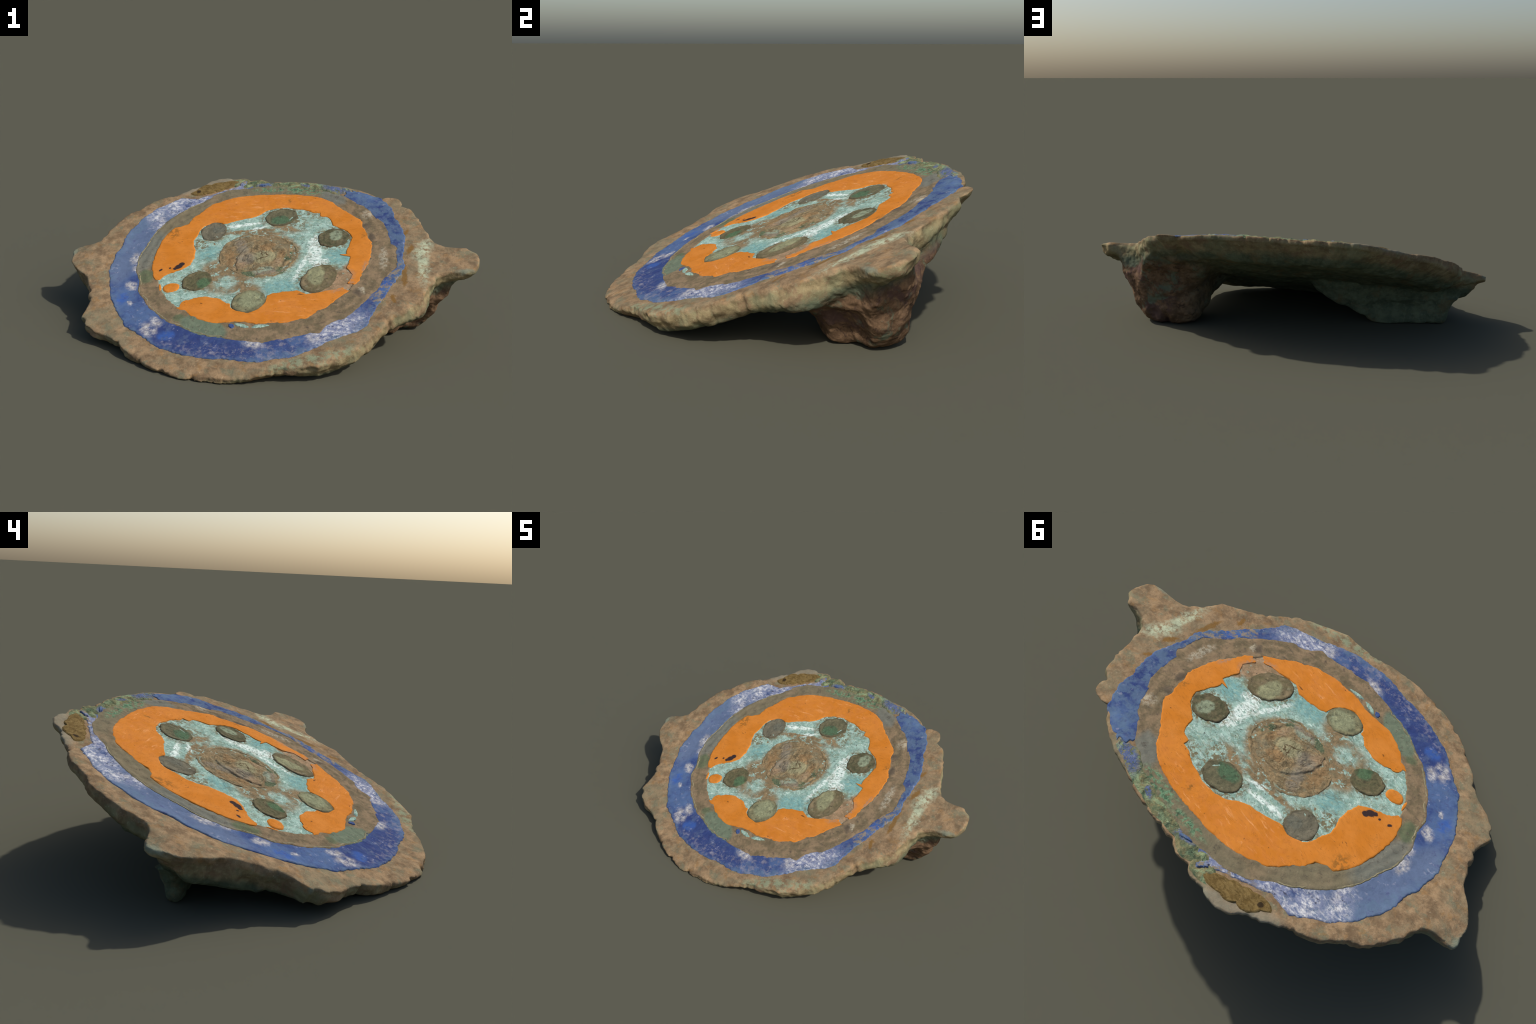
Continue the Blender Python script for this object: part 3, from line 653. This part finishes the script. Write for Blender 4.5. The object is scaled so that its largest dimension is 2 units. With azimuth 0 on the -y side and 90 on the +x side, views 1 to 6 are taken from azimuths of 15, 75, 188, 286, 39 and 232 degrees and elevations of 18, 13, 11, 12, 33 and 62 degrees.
for ins, f in WALL:                                           # side wall
    row = []
    for t, r in zip(angles, radii):
        ct, st = math.cos(t), math.sin(t)
        u0, v0 = r * ct, r * st
        d = edge_depth(t, u0, v0)
        B = bevel(t)
        bumpy = (0.015 * fbm((u0, v0, f * 0.22), 7, 5, 41) + 0.006 * (abs(fbm((u0, v0, f * 0.30), 19, 4, 43)) - 0.3)) * (1 - 0.6 * B)
        q = -ins * (0.6 - 0.3 * B) + bumpy * smooth(0.0, 0.15, f) * (1 - 0.5 * smooth(0.85, 1.0, f))
        gd = (math.degrees(t) + 180) % 360 - 180
        q += (0.018 * math.exp(-((gd + 44) / 15) ** 2) + 0.028 * math.exp(-((gd + 17) / 9) ** 2)) * smooth(0.05, 0.6, f)
        nx, ny = NRM[len(row)]
        u, v = u0 + nx * q, v0 + ny * q
        top = rows[KT - 2][len(row)]
        h = lerp(verts[top][2] - 0.001, -d, f)
        h = max(h, floor_h(u, v))
        row.append(len(verts)); verts.append((u, v, h))
    rows.append(row)
NB = 60
for k in range(NB):                                           # back
    s = 1 - (k + 1) / (NB + 1)
    row = []
    for t, r in zip(angles, radii):
        eu, ev, _ = verts[rows[KT - 1 + len(WALL) - 1][len(row)]]
        q0 = math.hypot(eu, ev)
        q = q0 * s
        u, v = eu * s, ev * s
        d0 = edge_depth(t, r * math.cos(t), r * math.sin(t))
        e = min(1.0, (q0 - q) / 0.34)
        d0 += bevel(t) * 0.066 * min(1.0, (q0 - q) / 0.125) ** 0.85
        h = -lerp(d0, 0.100 + 0.010 * fbm((u, v, 0), 3, 2, 12), smooth(0.04, 1, e)) + 0.009 * fbm((u, v, 0), 8, 5, 51) * smooth(0, 0.2, e)
        h = max(h, floor_h(u, v))
        row.append(len(verts)); verts.append((u, v, h))
    rows.append(row)
faces = []
for a, b in zip(rows[:-1], rows[1:]):
    for i in range(NA):
        j = (i + 1) % NA
        faces.append((a[i], b[i], b[j], a[j]))
faces.append(tuple(rows[0]))
faces.append(tuple(reversed(rows[-1])))
BODY = [(verts, faces)]


# ------------------------------------------------------------------ inlays on the face
def strip(name, rin, rout, t0, t1, c, mat, top, na=900, nr=26, rel=0.001, rs=40.0, seed=0.0, edge=0.006, ends=True, low=-0.012, parent=root, extra=None, end_jag=0.05):
    """band between two polar outlines with rounded, embedded edges"""
    V, R = [], []
    closed = not ends
    for i in range(na if closed else na + 1):
        t = t0 + (t1 - t0) * i / na
        tm = t
        a, b = rin(t), rout(t)
        if b - a < 0.002:
            a = b - 0.002
        row = []
        arc = min(i, na - i) / na * abs(t1 - t0) * b if ends else 9
        for k in range(nr + 3):
            if k == 0 or k == nr + 2:
                q, w = (a if k == 0 else b), -1.0
            else:
                f = (k - 1) / nr
                f = 0.5 - 0.5 * math.cos(math.pi * f) if nr > 6 else f
                q = lerp(a, b, f)
                w = smooth(0, edge, min(q - a, b - q, arc) + 0.0015)
            if ends:
                x = min(i, na - i) / na * abs(t1 - t0)
                t = tm + end_jag * fbm((q, seed, 0.3 if i < na / 2 else 7.3), 22, 3, seed) * math.exp(-(x / 0.10) ** 2)
            u, v = c[0] + q * math.cos(t), c[1] + q * math.sin(t)
            if w < 0:
                h = low
            else:
                h = -0.003 + (top + 0.003) * w + rel * fbm((u, v, 0), rs, 4, seed) * w + face_drop(u, v) + rim_rise(u, v)
                if extra:
                    h += extra(u, v) * w
            row.append(len(V)); V.append((u, v, h))
        R.append(row)
    F = []
    m = len(R)
    for i in range(m if closed else m - 1):
        a, b = R[i], R[(i + 1) % m]
        for k in range(len(a) - 1):
            F.append((a[k], a[k + 1], b[k + 1], b[k]))
    return make(name, V, F, mat, parent)


def disc(name, outline, c, mat, profile, na=260, nr=40, rel=0.001, rs=40.0, seed=0.0, low=-0.012, parent=root):
    """filled polar outline with a height profile(f, t, u, v), f = 0 at the centre and 1 at the edge"""
    V, R = [], []
    for k in range(nr + 2):
        row = []
        for i in range(na):
            t = 2 * math.pi * i / na
            f = min(1.0, (k + 0.3) / (nr + 0.3)) if k <= nr else 1.0
            q = outline(t) * f
            u, v = c[0] + q * math.cos(t), c[1] + q * math.sin(t)
            h = low if k > nr else profile(f, t, u, v) + rel * fbm((u, v, 0), rs, 4, seed) + rim_rise(u, v)
            row.append(len(V)); V.append((u, v, h))
        R.append(row)
    F = [tuple(R[0])]
    for a, b in zip(R[:-1], R[1:]):
        for i in range(na):
            j = (i + 1) % na
            F.append((a[i], b[i], b[j], a[j]))
    return make(name, V, F, mat, parent)


TAU = 2 * math.pi
b0, b1 = ang((-0.142, 0.631), C0), ang((0.300, 0.590), C0) + TAU
strip("blue_enamel_ring", blue_in, blue_out, b0, b1, C0, M_BLUE, 0.0010, na=1300, nr=26, rel=0.0014, rs=34, seed=61)
# metal ring between the blue and the orange fields
ring_out = Polar(BLUE_IN + [(0.16, 0.602), (0.08, 0.612), (-0.02, 0.616), (-0.10, 0.618)], C1, 0.0, 6.0)
strip("inner_metal_ring", lambda t: or_out(t) - 0.012, lambda t: ring_out(t) + 0.010, 0, TAU, C1, M_RING, 0.0012, na=1300, nr=18, rel=0.0020, rs=26, seed=62, ends=False, extra=lambda u, v: 0.0012 * math.sin(150 * math.hypot(u - C1[0], v - C1[1]) + 3 * fbm((u, v, 0), 5, 3, 7)))
M_LIP = stud_metal("lip_bronze", (118, 112, 88), (152, 142, 112))
strip("metal_lip", lambda t: blue_in(t) - 0.0050 - 0.003 * fbm((math.cos(t), math.sin(t), 0), 14, 3, 5), lambda t: blue_in(t) + 0.0022, ang((-0.45, 0.445), C0), ang((0.02, -0.57), C0) + TAU, C0, M_LIP, 0.0022, na=900, nr=6, rel=0.0010, rs=40, seed=68, edge=0.003)
# corroded stretch of the ring field at the top
cr_in = lambda t: ring_out.raw(t) - 0.004


def cr_out(t):
    # distance from C1 to the rim, a little inside it
    lo, hi = 0.3, 0.9
    for _ in range(22):
        m = (lo + hi) / 2
        u, v = C1[0] + m * math.cos(t), C1[1] + m * math.sin(t)
        if math.hypot(u, v) < rim(math.atan2(v, u)) - 0.012:
            lo = m
        else:
            hi = m
    return lo
strip("corrosion_crust", cr_in, cr_out, math.radians(61), math.radians(116), C1, M_CRUST, 0.003, na=420, nr=26, rel=0.0065, rs=24, seed=63, edge=0.016)
# turquoise field, orange field in two pieces and a small drop
disc("turquoise_enamel_field", lambda t: or_out(t) - 0.002, C1, M_TURQ, lambda f, t, u, v: -0.0003 - 0.004 * smooth(0.99, 1.0, f), na=900, nr=120, rel=0.0020, rs=26, seed=64)
a0, a1 = ang((0.452, -0.158), C1), ang((-0.466, -0.213), C1) + TAU
strip("orange_enamel_field", orn_in, or_out, a0, a1, C1, M_ORANGE, 0.0030, na=1000, nr=26, rel=0.0010, rs=24, seed=65)
a0, a1 = ang((-0.300, -0.356), C1), ang((0.430, -0.190), C1)
strip("orange_enamel_field", ors_in, or_out, a0, a1, C1, M_ORANGE, 0.0030, na=600, nr=26, rel=0.0010, rs=24, seed=66)


def ellipse(a, b, rot, jag=0.05, seed=0.0):
    rr = math.radians(rot)

    def f(t):
        x = t - rr
        r = a * b / math.sqrt((b * math.cos(x)) ** 2 + (a * math.sin(x)) ** 2)
        return r * (1 + jag * fbm((math.cos(t), math.sin(t), 0), 2.2, 3, seed))
    return f


dome = lambda H, e=0.25: (lambda f, t, u, v: -0.003 + (H + 0.003) * smooth(1.0, 1.0 - e, f))
disc("orange_enamel_drop", ellipse(0.043, 0.037, 20, 0.06, 1), (-0.386, -0.260), M_ORANGE, dome(0.0035, 0.18), na=90, nr=10)
disc("orange_enamel_drop", ellipse(0.040, 0.008, 110, 0.10, 2), (-0.440, -0.266), M_ORANGE, dome(0.0035, 0.5), na=70, nr=8)
# slivers of turquoise at the foot of the orange field
disc("turquoise_enamel_chip", ellipse(0.048, 0.012, 14, 0.35, 3), (0.100, -0.480), M_TURQ, dome(0.0045, 0.4), na=80, nr=10)
disc("turquoise_enamel_chip", ellipse(0.042, 0.013, -10, 0.35, 4), (0.020, -0.484), M_TURQ, dome(0.0045, 0.4), na=80, nr=10)
disc("blue_enamel_chip", ellipse(0.022, 0.014, -30, 0.35, 5), (-0.024, -0.491), M_BLUE, dome(0.0045, 0.4), na=60, nr=8)
disc("blue_enamel_chip", ellipse(0.030, 0.015, 60, 0.40, 6), (-0.272, 0.640), M_BLUE, dome(0.0075, 0.4), na=60, nr=8)
disc("blue_enamel_chip", ellipse(0.036, 0.009, 25, 0.40, 7), (-0.150, 0.632), M_BLUE, dome(0.0080, 0.4), na=60, nr=8)
# chip of ochre enamel left of an outermost ring
OCHRE = Polar([(-0.290, 0.668), (-0.314, 0.618), (-0.360, 0.590), (-0.407, 0.560), (-0.450, 0.535), (-0.488, 0.517), (-0.530, 0.515), (-0.548, 0.530),
               (-0.520, 0.560), (-0.448, 0.622), (-0.390, 0.650), (-0.344, 0.668)], (-0.43, 0.59), 0.0025, 8)
disc("ochre_enamel_chip", OCHRE, (-0.43, 0.59), M_OCHRE, dome(0.003, 0.10), na=200, nr=24, rel=0.0018, rs=34, seed=9)

# six studs in a ring
STUDS = [
    ((0.308, 0.190), 0.078, 0.072, 40, 0.0105, stud_metal("stud_bronze_dark", (84, 84, 62), (112, 102, 78), (0.317, 0.207), (146, 156, 128), (0.030, 0.040), body=((0.308, 0.190), 0.078, 0.072, 40))),
    ((0.297, -0.128), 0.105, 0.076, 72, 0.0100, stud_metal("stud_bronze_pale_middle", (106, 98, 72), (128, 114, 88), (0.280, -0.110), (152, 152, 116), (0.040, 0.065), body=((0.297, -0.128), 0.105, 0.076, 72))),
    ((0.010, -0.318), 0.082, 0.076, 60, 0.0085, stud_metal("stud_bronze_pale", (112, 112, 86), (134, 128, 96), (0.018, -0.310), (150, 154, 120), (0.055, 0.055), 0.8, body=((0.010, -0.318), 0.082, 0.076, 60))),
    ((-0.277, -0.198), 0.074, 0.066, 60, 0.0100, stud_metal("stud_bronze_green", (92, 90, 66), (112, 102, 76), (-0.238, -0.214), (82, 110, 80), (0.034, 0.042), 0.85, body=((-0.277, -0.198), 0.074, 0.066, 60))),
    ((-0.310, 0.198), 0.080, 0.064, 100, 0.0060, stud_metal("stud_bronze_grey", (104, 100, 84), (116, 110, 92), (-0.290, 0.21), (106, 108, 96), (0.03, 0.03), 0.6, body=((-0.310, 0.198), 0.080, 0.064, 100))),
    ((0.010, 0.345), 0.082, 0.072, 30, 0.0080, stud_metal("stud_bronze_green", (96, 94, 72), (112, 106, 82), (0.010, 0.315), (82, 112, 84), (0.050, 0.036), 0.85, body=((0.010, 0.345), 0.082, 0.072, 30))),
]
for i, (c, a, b, rot, H, m) in enumerate(STUDS):
    def prof(f, t, u, v, H=H, i=i):
        h = -0.004 + (H * 0.40 + 0.004) * smooth(1.0, 0.90, f)
        h -= 0.0014 * math.exp(-((f - 0.66) / 0.10) ** 2) * (0.3 if i == 4 else 1.0)   # worn groove round a middle dot
        return h
    disc("stud", ellipse(a * 1.06, b * 1.08, rot, 0.08, 70 + i), c, m, prof, na=150, nr=34, rel=0.0022, rs=40, seed=80 + i)

# raised central boss with worn concentric steps
boss = Polar(BOSS, (-0.025, 0.02), 0.004, 9)


core = Polar(CORE, (-0.025, 0.02), 0.006, 10)


def boss_profile(f, t, u, v):
    q = math.hypot(u + 0.025, v - 0.02)
    e = boss(t) - q                                            # distance in from the rim of the boss
    h = -0.004 + 0.0060 * smooth(0.0, 0.007, e)
    h -= 0.0045 * math.exp(-((e - 0.020) / 0.007) ** 2) * smooth(-0.6, 0.3, math.sin(t + 0.9))
    k = core(t)
    h += 0.0035 * smooth(k + 0.004, k - 0.004, q) - 0.0025 * math.exp(-((q - k - 0.007) / 0.006) ** 2)
    k2 = 0.62 * core.raw(t + 0.5)
    h -= 0.0030 * math.exp(-((q - k2) / 0.005) ** 2) * smooth(-0.2, 0.5, math.sin(2 * t + 0.4))
    h += 0.0020 * smooth(0.5 * k + 0.004, 0.5 * k - 0.004, q)
    ridge = abs(fbm((u, v, 0), 9, 4, 95))
    return h - 0.002 * smooth(0.06, 0.0, ridge)


disc("central_boss", boss, (-0.025, 0.02), M_BOSS, boss_profile, na=420, nr=90, rel=0.0030, rs=30, seed=96)


# ------------------------------------------------------------------ fittings on the back
def loft(name, levels, mat, power=2.6, n=150, steps=90, amp=0.012, seed=0.0, cut=-0.030, shape=None, margin=0.030, corner=None, skew=0.0):
    """stack of rounded cross-sections (z, x0, x1, y0, y1) in the standing frame; the top is buried in the plate"""
    V, R = [], []
    zs = [l[0] for l in levels]
    for k in range(steps + 1):
        z = lerp(zs[0], zs[-1], k / steps)
        i = max(m for m in range(len(zs) - 1) if zs[m] <= z + 1e-9)
        f = smooth(0, 1, (z - zs[i]) / (zs[i + 1] - zs[i])) * 0.5 + 0.5 * (z - zs[i]) / (zs[i + 1] - zs[i])
        x0, x1, y0, y1 = [lerp(a, b, f) for a, b in zip(levels[i][1:], levels[i + 1][1:])]
        cx, cy, rx, ry = (x0 + x1) / 2, (y0 + y1) / 2, (x1 - x0) / 2, (y1 - y0) / 2
        row = []
        for a in range(n):
            t = TAU * a / n
            c, s = math.cos(t), math.sin(t)
            pw = corner(c, s, z) if corner else power
            g = (abs(c) ** pw + abs(s) ** pw) ** (-1 / pw)
            p = Vector((cx + rx * g * c, cy + ry * g * s + skew * (cx + rx * g * c + 0.6), z))
            nn = Vector((c / max(rx, .01), s / max(ry, .01), 0)).normalized()
            d = amp * fbm(p, 7, 5, seed) + amp * 0.35 * fbm(p, 24, 3, seed + 2)
            if shape:
                d += shape(p, t)
            p += nn * d
            p.z = max(0.0, p.z + (0.3 * d if k else 0))
            q = INV @ p
            lim = rim(math.atan2(q.y, q.x)) - margin
            rr = math.hypot(q.x, q.y)
            if rr > lim:
                q.x *= lim / rr; q.y *= lim / rr
            q.z = min(q.z, cut)
            row.append(len(V)); V.append(q)
        R.append(row)
    F = [tuple(reversed(R[0])), tuple(R[-1])]
    for a, b in zip(R[:-1], R[1:]):
        for i in range(n):
            j = (i + 1) % n
            F.append((a[i], a[j], b[j], b[i]))
    BODY.append((V, F))


HINGE = [(0.000, 0.52, 0.71, 0.055, 0.255), (0.012, 0.48, 0.745, 0.015, 0.275), (0.03, 0.465, 0.765, 0.005, 0.290), (0.06, 0.445, 0.785, -0.015, 0.302), (0.10, 0.43, 0.825, -0.05, 0.300),
         (0.14, 0.42, 0.850, -0.085, 0.308), (0.18, 0.42, 0.860, -0.125, 0.315), (0.22, 0.40, 0.880, -0.175, 0.320), (0.27, 0.34, 0.90, -0.22, 0.345),
         (0.33, 0.28, 0.92, -0.24, 0.39), (0.40, 0.24, 0.94, -0.18, 0.43), (0.45, 0.25, 0.92, -0.10, 0.46)]


def hinge_shape(p, t):
    # cleft between the two ears of the hinge
    return -0.040 * math.exp(-((p.x - 0.625) / 0.018) ** 2) * smooth(0.10, 0.02, p.z) * smooth(-0.2, 0.4, math.sin(t))


def hinge_corner(c, s, z):
    """boxy towards the middle of the brooch, cut away towards the front of the lug"""
    if s < 0:
        return 2.05 + 0.9 * smooth(0.0, 0.7, -c) * smooth(0, -0.5, s) - (0.35 + 0.95 * smooth(0.20, 0.13, z)) * smooth(0.0, 0.6, c) * smooth(0, -0.4, s)
    return 2.05 + 1.0 * smooth(0.0, 0.7, -c) * smooth(0, 0.5, s)


loft("pin_hinge", HINGE, M_PLATE, 2.15, 220, 120, 0.022, 5.0, shape=hinge_shape, corner=hinge_corner)
CATCH = [(0.000, -0.69, -0.44, 0.056, 0.092), (0.010, -0.71, -0.42, 0.048, 0.096), (0.03, -0.745, -0.40, 0.041, 0.096), (0.06, -0.785, -0.335, 0.026, 0.096), (0.10, -0.83, -0.235, 0.010, 0.099),
         (0.13, -0.88, -0.185, -0.03, 0.120), (0.17, -0.935, -0.14, -0.06, 0.130), (0.20, -0.970, -0.11, -0.08, 0.14), (0.25, -0.990, -0.10, -0.09, 0.15), (0.28, -0.990, -0.10, -0.10, 0.16)]
loft("catch_plate", CATCH, M_PLATE, 2.6, 220, 90, 0.010, 6.0, margin=0.012, skew=0.10)
HOOK = [(0.001, -0.795, -0.715, 0.034, 0.075), (0.012, -0.805, -0.705, 0.030, 0.080), (0.05, -0.812, -0.72, 0.024, 0.082), (0.10, -0.835, -0.75, 0.02, 0.10), (0.14, -0.87, -0.78, 0.02, 0.11)]
loft("catch_hook", HOOK, M_PLATE, 3.0, 60, 40, 0.004, 7.0)
NUB = [(0.085, 0.46, 0.50, -0.10, -0.05), (0.094, 0.44, 0.52, -0.125, -0.03), (0.115, 0.415, 0.54, -0.15, -0.01), (0.15, 0.385, 0.55, -0.18, 0.02), (0.20, 0.34, 0.56, -0.2, 0.05)]
loft("pin_stub", NUB, M_PLATE, 2.3, 80, 40, 0.008, 8.0)
FLAP = [(0.405, 0.500, 0.530, 0.455, 0.485), (0.43, 0.485, 0.550, 0.445, 0.515), (0.47, 0.470, 0.575, 0.430, 0.545), (0.500, 0.465, 0.592, 0.425, 0.568), (0.525, 0.465, 0.598, 0.430, 0.576), (0.545, 0.480, 0.590, 0.440, 0.575)]
loft("rim_flap", FLAP, M_PLATE, 2.5, 80, 50, 0.008, 9.0, cut=-0.007, margin=-0.2)


# ------------------------------------------------------------------ one continuous metal body, divided into its parts
import numpy as np
V, F = [], []
for v, f in BODY:
    k = len(V)
    V += [tuple(p) for p in v]
    F += [tuple(i + k for i in q) for q in f]
me = bpy.data.meshes.new("body")
me.from_pydata(V, [], F)
tmp = bpy.data.objects.new("body", me)
bpy.context.collection.objects.link(tmp)
rm = tmp.modifiers.new("remesh", "REMESH")
rm.mode = "VOXEL"
rm.voxel_size = 0.0052
dg = bpy.context.evaluated_depsgraph_get()
ev = tmp.evaluated_get(dg).to_mesh()
n = len(ev.vertices)
P = np.empty(n * 3); ev.vertices.foreach_get("co", P); P = P.reshape(-1, 3)
E = np.empty(len(ev.edges) * 2, dtype=int); ev.edges.foreach_get("vertices", E); E = E.reshape(-1, 2)
Q = [tuple(p.vertices) for p in ev.polygons]
tmp.evaluated_get(dg).to_mesh_clear()
bpy.data.objects.remove(tmp)
bpy.data.meshes.remove(me)


def sstep(a, b, x):
    t = np.clip((x - a) / (b - a), 0, 1)
    return t * t * (3 - 2 * t)


# melt the fittings into the plate: relax the back near them
u, v, h = P.T
near = np.maximum(sstep(0.12, 0.30, u) * sstep(-0.42, -0.28, v) * sstep(0.56, 0.42, v), sstep(-0.02, -0.14, u) * sstep(0.30, 0.20, v) * sstep(-0.22, -0.10, v))
foot = sstep(0.02, 0.10, (ORG.z + u * E1[2] + v * E2[2] + h * N[2]))
nub = np.exp(-((u - 0.47) / 0.07) ** 2 - ((v + 0.15) / 0.08) ** 2) * sstep(-0.11, -0.16, h)
wgt = (near * sstep(-0.022, -0.050, h) * (0.06 + 0.94 * foot) * (1 - 0.9 * nub))[:, None]
deg = np.bincount(E.ravel(), minlength=n)[:, None]
for _ in range(18):
    S = np.zeros_like(P)
    np.add.at(S, E[:, 0], P[E[:, 1]])
    np.add.at(S, E[:, 1], P[E[:, 0]])
    P += wgt * 0.6 * (S / deg - P)
# pitted, lumpy skin on the fittings
me = bpy.data.meshes.new("skin")
me.from_pydata(P.tolist(), [], Q)
nor = np.array([tuple(x.vector) for x in me.vertex_normals])
rough = np.maximum(wgt[:, 0], 0.8 * near * sstep(-0.1, -0.2, h))
for i in np.nonzero(rough > 0.05)[0]:
    p = P[i]
    d = 0.010 * fbm(p, 9, 5, 101) + 0.005 * (abs(fbm(p, 26, 3, 103)) - 0.25)
    P[i] = p + nor[i] * d * rough[i]
Z = ORG.z + P[:, 0] * E1[2] + P[:, 1] * E2[2] + P[:, 2] * N[2]
P[:, 2] -= np.minimum(0, Z) / N[2]                            # stands on the ground
me.vertices.foreach_set("co", P.ravel())
me.update()
nor = np.array([tuple(x.vector) for x in me.vertex_normals])
bpy.data.meshes.remove(me)
Z = np.maximum(0, ORG.z + P[:, 0] * E1[2] + P[:, 1] * E2[2] + P[:, 2] * N[2])
groups = {"metal_plate": [], "pin_hinge": [], "catch_plate": [], "lug": [], "pointed_lug": []}
for q in Q:
    c = P[list(q)].mean(0)
    if c[0] > 0.82 and c[2] > -0.13:
        g = "lug"
    elif c[2] < -0.120 and c[0] > 0.2:
        g = "pin_hinge"
    elif c[2] < -0.120 and c[0] < -0.1 and -0.2 < c[1] < 0.3:
        g = "catch_plate"
    elif c[0] < -0.87:
        g = "pointed_lug"
    else:
        g = "metal_plate"
    groups[g].append(q)
for name, qs in groups.items():
    ids = np.unique(np.array([i for q in qs for i in q]))
    back = {int(a): b for b, a in enumerate(ids)}
    ob = make(name, P[ids].tolist(), [tuple(back[i] for i in q) for q in qs], M_PLATE)
    ob.data.normals_split_custom_set_from_vertices(nor[ids].tolist())
